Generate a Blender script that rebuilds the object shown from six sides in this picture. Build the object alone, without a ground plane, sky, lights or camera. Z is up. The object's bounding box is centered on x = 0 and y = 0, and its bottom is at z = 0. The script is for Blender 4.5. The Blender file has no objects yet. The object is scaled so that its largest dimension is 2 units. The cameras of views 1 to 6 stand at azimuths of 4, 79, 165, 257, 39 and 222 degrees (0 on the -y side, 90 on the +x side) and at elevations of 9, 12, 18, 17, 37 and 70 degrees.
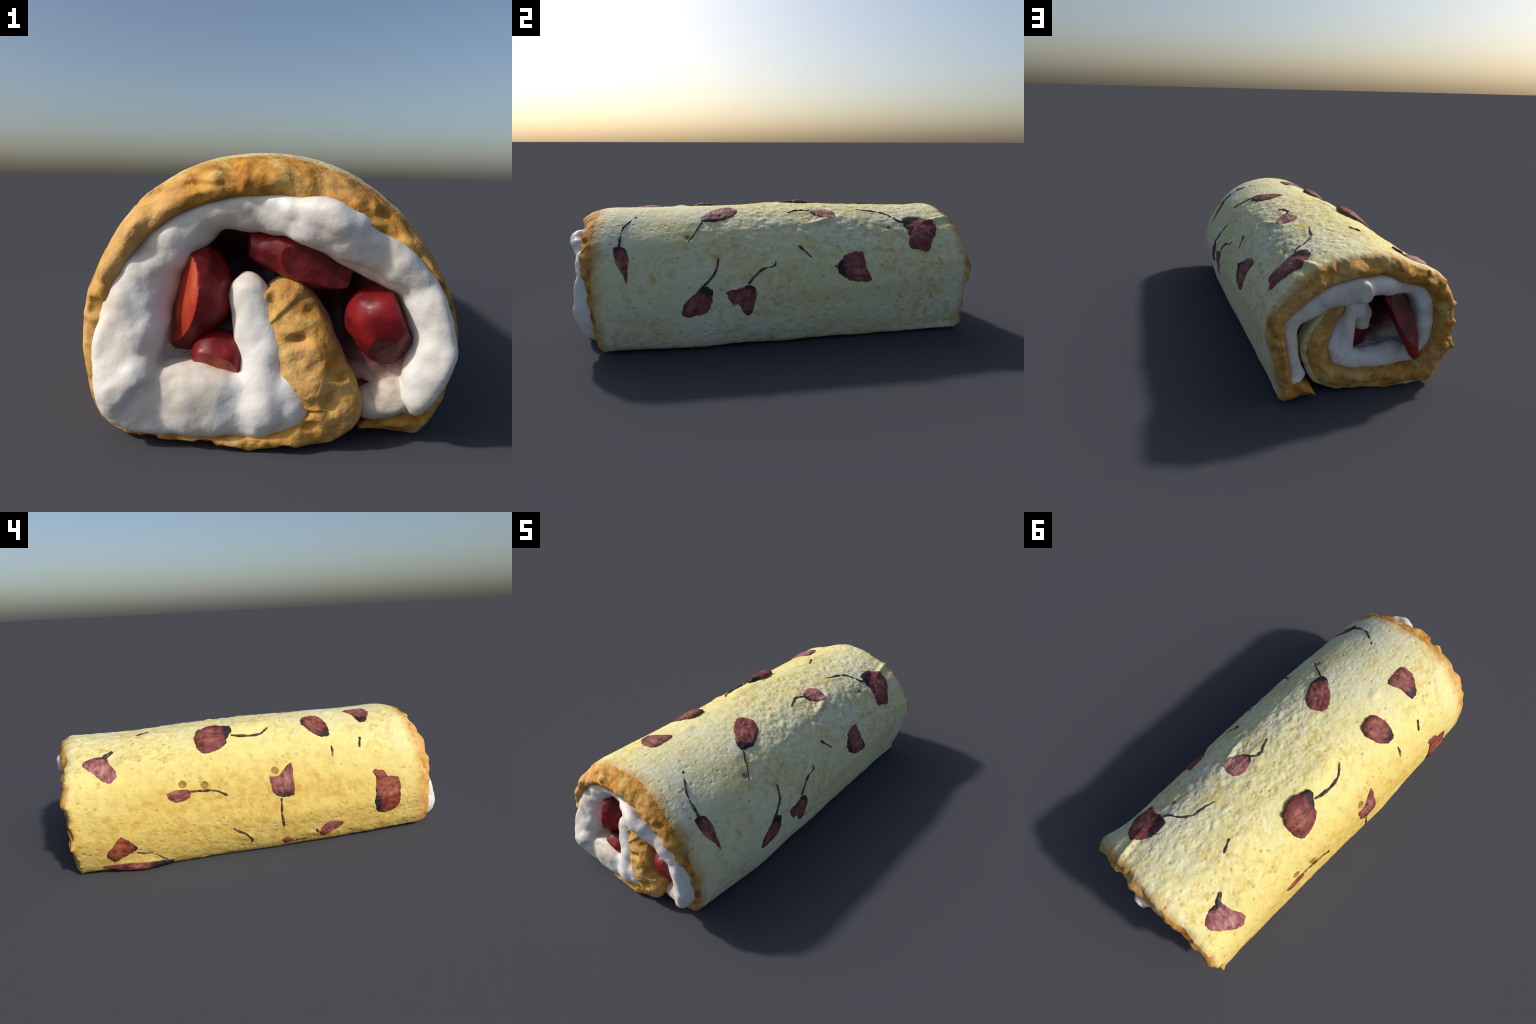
"""Strawberry and cream sponge roll with salted cherry blossoms baked into its skin."""
import math, random
import numpy as np
import bpy, bmesh
from mathutils import Vector, Matrix

# =====================================================================
# MATHS: noise, smooth curves, and the spiral cross-section of the roll
# =====================================================================
def _hash(ix, iy, iz, seed):
    h = (ix * 374761393 + iy * 668265263 + iz * 2147483647 + seed * 1274126177) & 0xFFFFFFFF
    h = ((h ^ (h >> 13)) * 1274126177) & 0xFFFFFFFF
    h = ((h ^ (h >> 16)) * 2246822519) & 0xFFFFFFFF
    return ((h ^ (h >> 15)) & 0xFFFF) / 32767.5 - 1.0

def vnoise(P, scale, seed=0):
    """smooth value noise in -1..1 at points P (n,3)"""
    Q = np.asarray(P, float) * scale
    I = np.floor(Q).astype(np.int64)
    F = Q - I
    F = F * F * F * (F * (F * 6 - 15) + 10)
    out = 0
    for dx in (0, 1):
        wx = F[..., 0] if dx else 1 - F[..., 0]
        for dy in (0, 1):
            wy = F[..., 1] if dy else 1 - F[..., 1]
            for dz in (0, 1):
                wz = F[..., 2] if dz else 1 - F[..., 2]
                out = out + wx * wy * wz * _hash(I[..., 0] + dx, I[..., 1] + dy, I[..., 2] + dz, seed)
    return out

def fbm(P, scale, octaves=3, seed=0, gain=0.5):
    a, t, out = 1.0, 0.0, 0
    for k in range(octaves):
        out = out + a * vnoise(P, scale * 2 ** k, seed + 17 * k)
        t += a
        a *= gain
    return out / t

def smoothstep(a, b, x):
    t = np.clip((x - a) / (b - a), 0, 1)
    return t * t * (3 - 2 * t)

def catmull(K, t):
    """Catmull-Rom through the rows of K at parameters t (0..len-1)"""
    K = np.asarray(K, float)
    if K.ndim == 1:
        K = K[:, None]
    n = len(K)
    t = np.clip(np.asarray(t, float), 0, n - 1)
    i = np.minimum(t.astype(int), n - 2)
    f = (t - i)[..., None]
    p0, p1 = K[np.maximum(i - 1, 0)], K[i]
    p2, p3 = K[i + 1], K[np.minimum(i + 2, n - 1)]
    return 0.5 * (2 * p1 + (p2 - p0) * f + (2 * p0 - 5 * p1 + 4 * p2 - p3) * f ** 2
                  + (3 * p1 - p0 - 3 * p2 + p3) * f ** 3)

# The rolled sheet in cross-section.  Travelling along it: from the free outer
# edge (the foot at +x) up the +x flank, over the top, down the -x flank, along
# the bottom, then up again as the inner flap.  Columns:
# x, z at the front end | sponge depth | cream depth | cream reach (y)  and the same at the back
SECTION = [
    # front x, z, sponge, cream, reach      back x, z, sponge, cream, reach
    (0.222, 0.016, .050, .010, -0.880,   0.202, 0.028, .050, .010, .900),
    (0.340, 0.004, .070, 0.050, -0.885,   0.335, 0.006, .070, .015, 0.930),
    (0.385, 0.030, .060, 0.070, -0.900,   0.372, 0.055, .075, .030, 0.925),
    (0.408, 0.085, .048, 0.075, -0.935,   0.392, 0.140, .076, 0.045, 0.930),
    (0.428, 0.170, .038, 0.075, -0.955,   0.406, 0.240, .078, 0.055, 0.932),
    (0.432, 0.245, .035, .066, -0.968,   0.415, 0.320, .080, 0.060, 0.932),
    (0.415, 0.325, .034, .068, -0.965,   0.405, 0.390, .082, 0.070, 0.935),
    (0.382, 0.395, .036, .078, -0.952,   0.365, 0.445, .085, 0.074, 0.938),
    (0.345, 0.455, .045, .088, -0.950,   0.310, 0.505, .088, 0.080, 0.940),
    (0.300, 0.512, .070, .090, -0.958,   0.250, 0.555, .092, 0.084, 0.955),
    (0.225, 0.570, .088, .090, -0.978,   0.190, 0.592, .095, 0.086, 0.960),
    (0.140, 0.612, .092, .085, -0.970,   0.100, 0.622, .098, 0.086, 0.965),
    (0.040, 0.635, .092, .070, -0.940,   0.000, 0.636, .100, 0.082, 0.960),
    (-.070, 0.632, .090, .060, -0.920,   -.110, 0.631, .098, 0.072, 0.945),
    (-.165, 0.606, .086, .065, -0.910,   -.210, 0.592, .095, 0.066, 0.932),
    (-.260, 0.552, .078, .080, -0.920,   -.290, 0.545, .090, .056, 0.905),
    (-.325, 0.485, .072, .100, -0.925,   -.345, 0.500, .086, .054, 0.905),
    (-.375, 0.400, .067, .110, -0.938,   -.385, 0.430, .082, .052, 0.905),
    (-.405, 0.315, .065, .115, -0.958,   -.407, 0.340, .080, .052, 0.905),
    (-.420, 0.220, .064, 0.118, -0.978,   -.416, 0.255, .080, .052, 0.905),
    (-.408, 0.145, 0.062, 0.122, -1.003,   -.412, 0.170, 0.090, .052, 0.900),
    (-.388, 0.068, 0.056, 0.128, -1.000,   -0.385, 0.080, 0.115, .050, 0.900),
    (-.338, 0.014, 0.046, 0.140, -0.990,   -0.342, 0.016, 0.118, .046, 0.905),
    (-.250, 0.002, 0.034, 0.145, -0.980,   -.260, 0.001, 0.100, .044, 0.900),
    (-.100, 0.003, 0.026, 0.135, -0.965,   -.120, 0.001, .092, 0.050, 0.892),
    (0.050, 0.004, .036, 0.120, -0.962,   0.030, 0.008, .088, 0.060, 0.890),
    (0.140, 0.014, .085, 0.112, -0.945,   0.120, 0.018, 0.110, 0.072, 0.895),
    (0.203, 0.050, 0.118, 0.105, -0.930,   0.188, 0.050, 0.116, 0.080, .915),
    (0.222, 0.100, 0.132, 0.085, -0.915,   0.222, 0.112, 0.122, 0.085, 0.885),
    (0.204, 0.155, 0.142, 0.060, -0.905,   0.246, 0.188, 0.124, 0.085, 0.880),
    (0.168, 0.222, 0.150, 0.040, -0.925,   0.232, 0.258, 0.120, 0.085, 0.875),
    (0.135, 0.288, 0.156, 0.030, -0.905,   0.192, 0.315, 0.112, 0.075, 0.870),
    (0.095, 0.345, 0.150, 0.020, -0.890,   0.140, 0.362, 0.095, 0.050, 0.865),
    (0.045, 0.385, 0.120, 0.010, -0.880,   0.078, 0.405, .080, .020, 0.860),
]
SEC = np.array(SECTION, float)
NK = len(SEC)
Y_FRONT, Y_BACK = -0.87, 0.93

_T = np.linspace(0, NK - 1, 4000)
_mid = catmull((SEC[:, 0:2] + SEC[:, 5:7]) / 2, _T)
_arc = np.concatenate([[0], np.cumsum(np.linalg.norm(np.diff(_mid, axis=0), axis=1))])
LENGTH = _arc[-1]

def knot(arc):          # arc length along the sheet -> control point index
    return np.interp(arc, _arc, _T)

def arc_of(k):
    return np.interp(k, _T, _arc)

def blend(y):
    return smoothstep(-0.95, 0.98, y)

def column(t, f, c):
    """column c of the section table, at index t, blended front to back by f"""
    return (catmull(SEC[:, c], t)[..., 0] * (1 - f) + catmull(SEC[:, c + 5], t)[..., 0] * f)

# how far the real, slightly slumped roll swells (+) or sags (-) against the
# straight blend of its two end sections, in cm along the outward normal
SWELL_Y = [-.85, -.50, -.20, .20, .55, .80, .95]
SWELL_K = [0, 1, 2, 3, 4.5, 6, 8, 10, 12, 14, 16, 18, 19.5, 21, 22, 23.5, 33]
SWELL = np.array([
    [0, 0, 0, 0, 0, 0, 0],
    [0, 0, 0, 0, 0, 0, 0],
    [-.5, 1.6, 1.3, .8, 0, -1.0, -1.5],
    [-.4, 1.5, 1.8, 1.5, .3, -.8, -1.0],
    [0, .7, 1.0, .8, 0, -1.2, 0],
    [-.2, .3, .5, -.7, -2.2, -2.4, .3],
    [-.4, .3, .2, -.3, -1.8, -1.8, -.6],
    [-.4, -.2, 0, 0, -1.5, -2.2, -1.2],
    [-.3, -.7, -.5, -.5, -1.9, -2.1, -1.5],
    [-.5, -.7, -.8, -.3, -1.4, -2.8, -2.3],
    [-.8, -1.0, -1.2, -.4, -.6, -.2, .6],
    [-.8, -.2, .3, -.1, .1, .7, 1.2],
    [-.7, .9, 2.0, 1.0, .6, .5, .8],
    [-.6, .6, 1.4, 1.1, .7, .2, -.6],
    [-.4, .6, 1.0, 1.1, .8, .1, -.6],
    [0, 0, 0, 0, 0, 0, 0],
    [0, 0, 0, 0, 0, 0, 0]])

def swell(k, y):
    ty = np.interp(y, SWELL_Y, np.arange(7))
    tk = np.interp(k, SWELL_K, np.arange(len(SWELL_K)))
    i = np.minimum(tk.astype(int), len(SWELL_K) - 2)
    f = tk - i
    f = f * f * (3 - 2 * f)
    rows = catmull(SWELL.T, ty)                   # (..., knots)
    a = np.take_along_axis(rows, i[..., None], -1)[..., 0]
    b = np.take_along_axis(rows, i[..., None] + 1, -1)[..., 0]
    return 0.01 * (a + (b - a) * f)

def skin_base(arc, y):
    """smooth outer surface of the sheet and its inward normal, at (arc, y)"""
    arc = np.asarray(arc, float); y = np.asarray(y, float)
    f = blend(y)
    def pos(a):
        t = knot(a)
        return np.stack([column(t, f, 0), column(t, f, 1)], -1)
    e = 0.006
    P = pos(arc)
    a0, a1 = np.clip(arc - e, 0, LENGTH), np.clip(arc + e, 0, LENGTH)
    T = pos(a1) - pos(a0)
    T /= np.linalg.norm(T, axis=-1, keepdims=True)
    N = np.stack([-T[..., 1], T[..., 0]], -1)        # left of travel = inward
    P = P - N * swell(knot(arc), y)[..., None]
    P3 = np.stack([P[..., 0], y, P[..., 1]], -1)
    N3 = np.stack([N[..., 0], np.zeros_like(y), N[..., 1]], -1)
    return P3, N3

# swollen spots, folds (+) and pits (-) of the skin: (arc, y, half length along the sheet, along y, turn, height)
MOUNDS = [
    (1.250, 0.217, .110, .120, 0.0, .010),      # under the big raised blossom
    (1.172, 0.010, .050, .120, 0.0, .014),      # puffed crust beside its stem
    (1.240, -.337, .080, .070, 0.0, .006),
    (0.795, 0.245, .016, .085, -.30, .013),     # fold below the pink blossom
    (0.880, 0.255, .050, .060, 0.0, -.005),
    (0.772, 0.865, .018, .080, -.28, .016),     # torn fold near the back rim
    (0.735, 0.860, .020, .070, -.28, -.008),
    (1.340, -.047, .030, .030, 0.0, .006),
    (1.105, -.456, .020, .030, 0.0, .008),
    (1.505, 0.401, .016, .018, 0.0, -.008), (1.517, 0.297, .016, .018, 0.0, -.008),
    (1.480, -.062, .018, .018, 0.0, -.008), (0.735, -.441, .015, .016, 0.0, -.006),
    (0.729, 0.581, .014, .014, 0.0, -.005),
    (0.705, -.425, .010, .014, 0.4, .006),
    (1.290, 0.720, .030, .050, 0.0, -.006),
    (0.350, -.795, .010, .030, 0.0, -.005),
    (0.690, 0.840, .080, .110, 0.0, .012),
    (1.890, 0.620, .035, .110, 0.0, .022),      # crushed blossom squeezed out along the base
    (1.800, 0.120, .020, .050, .20, .008), (1.830, -.250, .016, .060, .10, .007),
]

def skin_relief(P, arc):
    """outward relief of the baked skin: swells, wrinkles and pores"""
    r = 0.0045 * fbm(P, 5.0, 2, 3)
    rough = 0.60 - 0.3 * smoothstep(-.3, -.6, P[..., 1]) * smoothstep(1.35, 1.15, arc) + 0.4 * smoothstep(-0.1, 0.5, fbm(P, 3.1, 2, 41)) + 0.6 * smoothstep(-.5, .0, P[..., 1]) * smoothstep(1.35, .95, arc) * smoothstep(.5, .8, arc)
    r = r + 0.0040 * rough * fbm(P * np.array([1, 0.8, 1]), 34.0, 3, 7, 0.55)
    pore = smoothstep(0.50, 0.85, vnoise(P, 52.0, 19))
    r = r - 0.0022 * pore * rough
    y = P[..., 1]
    for a, yc, la, ly, turn, h in MOUNDS:
        c, s_ = math.cos(turn), math.sin(turn)
        da, dy = arc - a, y - yc
        q = ((c * da + s_ * dy) / la) ** 2 + ((c * dy - s_ * da) / ly) ** 2
        r = r + h * np.exp(-q)
    return r

def skin(arc, y, lift=0.0):
    P, N = skin_base(arc, y)
    return P - N * (skin_relief(P, arc) + lift)[..., None], N

def relax(P, weight, rounds=60):
    """smooth the rows of a swept grid along the sheet, by weight"""
    w = weight[..., None] * 0.5
    for _ in range(rounds):
        Q = P.copy()
        Q[1:-1] += w[1:-1] * (0.5 * (P[:-2] + P[2:]) - P[1:-1])
        P = Q
    return P

# --- END OF MATHS ---
# =====================================================================
# NODE HELPERS AND MATERIALS
# =====================================================================
class Nodes:
    def __init__(self, name, rough=0.6, spec=0.3, coat=0.0, sss=0.0, sss_radius=(0.02, 0.01, 0.005)):
        self.m = bpy.data.materials.new(name)
        self.m.use_nodes = True
        self.t = self.m.node_tree
        self.p = self.t.nodes["Principled BSDF"]
        self.p.inputs["Roughness"].default_value = rough
        self.p.inputs["Specular IOR Level"].default_value = spec
        self.p.inputs["Coat Weight"].default_value = coat
        self.p.inputs["Coat Roughness"].default_value = 0.25
        if sss:
            self.p.inputs["Subsurface Weight"].default_value = sss
            self.p.inputs["Subsurface Radius"].default_value = sss_radius
            self.p.inputs["Subsurface Scale"].default_value = 1.0
        self.co = self.t.nodes.new("ShaderNodeTexCoord").outputs["Object"]
    def new(self, kind, **kw):
        n = self.t.nodes.new(kind)
        for k, v in kw.items():
            setattr(n, k, v)
        return n
    def put(self, sock, v):
        if hasattr(v, "is_output") or isinstance(v, bpy.types.NodeSocket):
            self.t.links.new(v, sock)
        else:
            if isinstance(v, tuple) and len(v) == 3 and sock.type == 'RGBA':
                v = (*v, 1.0)
            sock.default_value = v
    def mapping(self, scale=(1, 1, 1), loc=(0, 0, 0), rot=(0, 0, 0), vec=None):
        n = self.new("ShaderNodeMapping")
        self.t.links.new(vec or self.co, n.inputs["Vector"])
        n.inputs["Scale"].default_value = scale
        n.inputs["Location"].default_value = loc
        n.inputs["Rotation"].default_value = rot
        return n.outputs["Vector"]
    def noise(self, scale, detail=3.0, rough=0.55, dist=0.0, vec=None):
        n = self.new("ShaderNodeTexNoise")
        self.t.links.new(vec or self.co, n.inputs["Vector"])
        n.inputs["Scale"].default_value = scale
        n.inputs["Detail"].default_value = detail
        n.inputs["Roughness"].default_value = rough
        n.inputs["Distortion"].default_value = dist
        return n.outputs["Fac"]
    def voronoi(self, scale, feature='F1', out="Distance", vec=None, rand=1.0):
        n = self.new("ShaderNodeTexVoronoi", feature=feature)
        self.t.links.new(vec or self.co, n.inputs["Vector"])
        n.inputs["Scale"].default_value = scale
        n.inputs["Randomness"].default_value = rand
        return n.outputs[out]
    def ramp(self, fac, *stops, mode='LINEAR'):
        n = self.new("ShaderNodeValToRGB")
        self.t.links.new(fac, n.inputs["Fac"])
        r = n.color_ramp
        r.interpolation = mode
        while len(r.elements) < len(stops):
            r.elements.new(0.5)
        for e, (p, c) in zip(r.elements, stops):
            e.position = p
            e.color = (*c, 1) if isinstance(c, tuple) else (c, c, c, 1)
        return n.outputs["Color"]
    def math(self, op, a, b=0.0, c=0.0, clamp=False):
        n = self.new("ShaderNodeMath", operation=op, use_clamp=clamp)
        for s, v in zip(n.inputs, (a, b, c)):
            self.put(s, v)
        return n.outputs[0]
    def mix(self, fac, a, b, blend='MIX'):
        n = self.new("ShaderNodeMix", data_type='RGBA', blend_type=blend)
        self.put(n.inputs[0], fac)
        self.put(n.inputs[6], a)
        self.put(n.inputs[7], b)
        return n.outputs[2]
    def xyz(self, vec=None):
        n = self.new("ShaderNodeSeparateXYZ")
        self.t.links.new(vec or self.co, n.inputs[0])
        return n.outputs
    def bump(self, height, strength=0.5, dist=0.004, normal=None):
        n = self.new("ShaderNodeBump")
        self.put(n.inputs["Height"], height)
        n.inputs["Strength"].default_value = strength
        n.inputs["Distance"].default_value = dist
        if normal:
            self.t.links.new(normal, n.inputs["Normal"])
        return n.outputs["Normal"]
    def done(self, color, normal=None, rough=None):
        self.put(self.p.inputs["Base Color"], color)
        if normal:
            self.t.links.new(normal, self.p.inputs["Normal"])
        if rough is not None:
            self.put(self.p.inputs["Roughness"], rough)
        return self.m

PALE = (0.72, 0.675, 0.37)
CREAMY = (0.75, 0.735, 0.54)
WARM = (0.74, 0.65, 0.235)
GOLD = (0.53, 0.325, 0.060)
TOAST = (0.52, 0.24, 0.040)
BROWN = (0.30, 0.125, 0.022)

def toasted(n):
    """colour of cut and toasted sponge: patchy gold, amber and brown"""
    a = n.noise(12, 4, 0.6, 0.6)
    c = n.ramp(a, (0.30, BROWN), (0.44, TOAST), (0.57, (0.62, 0.34, 0.075)), (0.72, (0.74, 0.54, 0.22)))
    b = n.noise(34, 3, 0.6, 0.3)
    c = n.mix(n.ramp(b, (0.32, 0.75), (0.50, 0.0)), c, (0.30, 0.13, 0.022))
    return n.mix(n.ramp(n.noise(5, 2, 0.5), (0.45, 0.0), (0.62, 0.5)), c, (0.70, 0.44, 0.18))

def make_skin():
    n = Nodes("baked_sponge_skin", rough=0.75, spec=0.2)
    big = n.noise(3.2, 3, 0.55)
    c = n.mix(n.ramp(big, (0.35, 0.0), (0.65, 1.0)), PALE, CREAMY)
    w = n.new("ShaderNodeTexGradient", gradient_type='SPHERICAL')
    n.t.links.new(n.mapping(loc=(.44, -.04, -.20), scale=(1.25, .45, 1.0)), w.inputs[0])
    wf = n.math('ADD', w.outputs["Fac"], n.math('MULTIPLY_ADD', n.noise(10, 4, 0.65), 0.5, -0.25))
    c = n.mix(n.ramp(wf, (0.20, 0.0), (0.60, 0.92)), c, WARM)
    # golden bloom patches, like the lightly browned bubbles of the crust
    sx = n.noise(24, 4, 0.65, 0.3)
    patch = n.noise(2.6, 2, 0.5, vec=n.mapping(loc=(3.1, 0.6, 1.7)))
    # ... and one broad, grainy, deeper golden area low on the -x flank
    g = n.new("ShaderNodeTexGradient", gradient_type='SPHERICAL')
    n.t.links.new(n.mapping(loc=(0.85, -0.05, -0.13), scale=(1.7, 0.62, 1.6)), g.inputs[0])
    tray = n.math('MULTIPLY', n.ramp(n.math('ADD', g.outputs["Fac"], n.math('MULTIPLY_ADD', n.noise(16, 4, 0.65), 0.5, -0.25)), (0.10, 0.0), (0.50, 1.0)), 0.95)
    fac = n.math('MULTIPLY', n.ramp(sx, (0.46, 0.0), (0.66, 1.0)), n.ramp(patch, (0.40, 0.15), (0.62, 0.8)))
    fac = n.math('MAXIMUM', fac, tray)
    c = n.mix(fac, c, n.mix(n.ramp(n.noise(20, 4, 0.68, 0.3), (0.36, 0.0), (0.58, 1.0)), GOLD, (0.63, 0.475, 0.13)))
    # tiny olive pores
    pore = n.voronoi(30, vec=n.mapping(scale=(1, 0.8, 1)))
    pick = n.noise(13, 2, 0.5)
    pf = n.math('MULTIPLY', n.ramp(pore, (0.10, 1.0), (0.26, 0.0)), n.ramp(pick, (0.46, 0.0), (0.62, 0.8)))
    c = n.mix(pf, c, (0.42, 0.33, 0.07))
    # toasted towards both cut ends
    y = n.xyz()[1]
    wob = n.math('MULTIPLY_ADD', n.noise(9, 4, 0.6), 0.11, -0.055)
    yy = n.math('ADD', y, wob)
    front = n.ramp(n.math('MULTIPLY_ADD', yy, -8.0, -6.4), (0.12, 0.0), (0.62, 1.0))
    back = n.ramp(n.math('MULTIPLY_ADD', yy, 9.0, -7.83), (0.25, 0.0), (0.75, 1.0))
    edge = n.math('MAXIMUM', front, back)
    c = n.mix(n.math('MULTIPLY', edge, 0.95), c, toasted(n))
    h = n.math('ADD', n.noise(48, 5, 0.6), n.math('MULTIPLY', n.ramp(pore, (0.1, 0.0), (0.3, 1.0)), 0.4))
    return n.done(c, n.bump(h, 0.6, 0.009))

def make_crumb():
    n = Nodes("toasted_sponge_crumb", rough=0.8, spec=0.2)
    h = n.math('ADD', n.noise(26, 4, 0.5, 0.2), n.math('MULTIPLY', n.voronoi(22, 'SMOOTH_F1'), 0.6))
    return n.done(toasted(n), n.bump(h, 0.6, 0.018))

def make_cream():
    n = Nodes("whipped_cream", rough=0.5, spec=0.35)
    a = n.noise(9, 3, 0.5)
    c = n.mix(n.ramp(a, (0.42, 0.0), (0.66, 0.7)), (0.78, 0.755, 0.71), (0.68, 0.58, 0.45))  # beige mottling tinted in for the shading on the inner cream
    c = n.mix(n.ramp(n.noise(6.5, 4, 0.6, 0.3), (0.60, 0.0), (0.74, 0.55)), c, (0.62, 0.40, 0.36))
    return n.done(c, n.bump(n.noise(26, 4, 0.55), 0.35, 0.008))

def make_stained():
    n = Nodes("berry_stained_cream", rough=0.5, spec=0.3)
    # near-black painted around two hollows for the shadow deep in the pockets
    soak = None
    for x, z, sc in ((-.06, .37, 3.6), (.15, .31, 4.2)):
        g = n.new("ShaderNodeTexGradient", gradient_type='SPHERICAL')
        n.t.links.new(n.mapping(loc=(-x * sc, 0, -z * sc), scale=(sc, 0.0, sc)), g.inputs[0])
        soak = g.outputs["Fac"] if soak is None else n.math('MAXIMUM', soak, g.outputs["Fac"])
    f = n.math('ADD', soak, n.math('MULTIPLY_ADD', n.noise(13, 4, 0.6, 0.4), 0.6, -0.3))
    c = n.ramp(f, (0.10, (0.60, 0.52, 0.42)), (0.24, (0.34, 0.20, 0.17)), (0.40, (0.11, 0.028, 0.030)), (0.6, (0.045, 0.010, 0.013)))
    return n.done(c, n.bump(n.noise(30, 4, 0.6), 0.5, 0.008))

def make_berry_skin():
    n = Nodes("strawberry_skin", rough=0.48, spec=0.4, coat=0.08)
    a = n.noise(14, 3, 0.5)
    c = n.ramp(a, (0.35, (0.12, 0.003, 0.006)), (0.65, (0.31, 0.010, 0.012)))
    v = n.voronoi(55)
    c = n.mix(n.ramp(v, (0.06, 0.25), (0.14, 0.0)), c, (0.36, 0.06, 0.03))
    h = n.math('ADD', n.math('MULTIPLY', n.ramp(v, (0.0, 0.0), (0.25, 1.0)), 0.35), n.noise(22, 3, 0.5))
    return n.done(c, n.bump(h, 0.45, 0.006))

def make_berry_flesh():
    n = Nodes("strawberry_flesh", rough=0.45, spec=0.4, coat=0.1)
    a = n.noise(18, 3, 0.5, vec=n.mapping(scale=(1, 1, 0.35)))
    c = n.ramp(a, (0.34, (0.24, 0.012, 0.008)), (0.50, (0.42, 0.040, 0.016)), (0.70, (0.56, 0.13, 0.045)))
    return n.done(c, n.bump(n.noise(40, 3, 0.5), 0.3, 0.006))

def make_soaked():
    n = Nodes("strawberry_cut_soaked_in_juice", rough=0.45, spec=0.4)
    c = n.ramp(n.noise(16, 4, 0.6, 0.4), (0.36, (0.07, 0.005, 0.008)), (0.55, (0.16, 0.010, 0.012)), (0.75, (0.26, 0.030, 0.022)))
    return n.done(c, n.bump(n.noise(30, 4, 0.6), 0.4, 0.008))

def make_petal(name, deep, mid, light, pale):
    n = Nodes(name, rough=0.6, spec=0.3)
    a = n.noise(26, 4, 0.6, 0.6, vec=n.mapping(scale=(0.55, 1.3, 1)))
    c = n.ramp(a, (0.32, deep), (0.48, mid), (0.64, light), (0.80, pale))
    vein = n.noise(60, 4, 0.65, 0.4, vec=n.mapping(scale=(0.35, 1.4, 1)))
    c = n.mix(n.ramp(vein, (0.38, 0.5), (0.52, 0.0)), c, deep)
    c = n.mix(n.ramp(n.noise(30, 5, 0.7), (0.60, 0.0), (0.72, 0.7)), c, pale)
    g = n.new("ShaderNodeTexGradient", gradient_type='SPHERICAL')
    n.t.links.new(n.mapping(loc=(-.25, 0, 0), scale=(13, 13, 13)), g.inputs[0])
    c = n.mix(n.math('MULTIPLY', g.outputs["Fac"], n.ramp(a, (0.40, 0.1), (0.65, 0.8))), c, pale)
    # near the calyx (local -x) the bloom turns purple-black
    x = n.math('ADD', n.xyz()[0], n.math('MULTIPLY_ADD', n.noise(50, 3, 0.6), 0.07, -0.035))
    c = n.mix(n.ramp(n.math('MULTIPLY_ADD', x, 10.0, 0.70), (0.05, 1.0), (0.28, 0.0)), c, (0.022, 0.012, 0.016))
    return n.done(c, n.bump(n.noise(48, 4, 0.6, 0.5), 0.6, 0.006))

def make_stem():
    n = Nodes("dried_blossom_stem", rough=0.6, spec=0.3)
    a = n.noise(40, 3, 0.5)
    c = n.ramp(a, (0.34, (0.022, 0.012, 0.015)), (0.54, (0.060, 0.034, 0.034)), (0.74, (0.26, 0.17, 0.10)))
    return n.done(c)

def make_pit():
    n = Nodes("caramel_pit", rough=0.6, spec=0.3)
    a = n.noise(60, 3, 0.5)
    c = n.ramp(a, (0.35, (0.22, 0.13, 0.015)), (0.65, (0.36, 0.23, 0.04)))
    return n.done(c)

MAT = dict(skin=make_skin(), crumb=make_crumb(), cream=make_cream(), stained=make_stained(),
           berry=make_berry_skin(), flesh=make_berry_flesh(), soaked=make_soaked(), petal_mauve=make_petal("salted_petal_mauve", (.085, .016, .017), (.19, .045, .041), (.28, .088, .074), (.42, .19, .15)),
           petal_dark=make_petal("salted_petal_dark", (.075, .013, .014), (.17, .033, .032), (.26, .066, .056), (.38, .14, .09)),
           petal_pink=make_petal("salted_petal_pink", (.14, .030, .036), (.29, .090, .090), (.42, .17, .16), (.55, .32, .28)),
           petal_russet=make_petal("salted_petal_russet", (.08, .014, .014), (.19, .036, .022), (.30, .075, .028), (.42, .15, .05)),
           petal_edge=make_petal("salted_petal_underside", (.07, .035, .016), (.13, .075, .025), (.18, .11, .04), (.24, .16, .07)),
           stem=make_stem(), pit=make_pit())

# =====================================================================
# OBJECT HELPERS
# =====================================================================
def link(name, mesh, parent=None):
    o = bpy.data.objects.new(name, mesh)
    bpy.context.scene.collection.objects.link(o)
    o.parent = parent
    return o

def mesh_from(name, verts, faces, mats, mat_index=None, smooth=True):
    me = bpy.data.meshes.new(name)
    me.from_pydata([tuple(v) for v in verts], [], faces)
    for m in mats:
        me.materials.append(m)
    if mat_index is not None:
        me.polygons.foreach_set("material_index", np.asarray(mat_index, np.int32))
    me.polygons.foreach_set("use_smooth", np.full(len(me.polygons), smooth))
    me.update()
    return me

def grid_faces(n, m, wrap_m=True):
    """quads of an n x m grid stored row by row; m wraps round"""
    i = np.arange(n - 1)[:, None]
    j = np.arange(m if wrap_m else m - 1)[None, :]
    j2 = (j + 1) % m
    F = np.stack([i * m + j, i * m + j2, (i + 1) * m + j2, (i + 1) * m + j], -1).reshape(-1, 4)
    return F

roll = bpy.data.objects.new("sponge_roll_cake", None)
bpy.context.scene.collection.objects.link(roll)
roll["label"] = "pale sponge roll with cream, strawberries and baked-in cherry blossoms"
roll["category"] = "cake"

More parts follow.
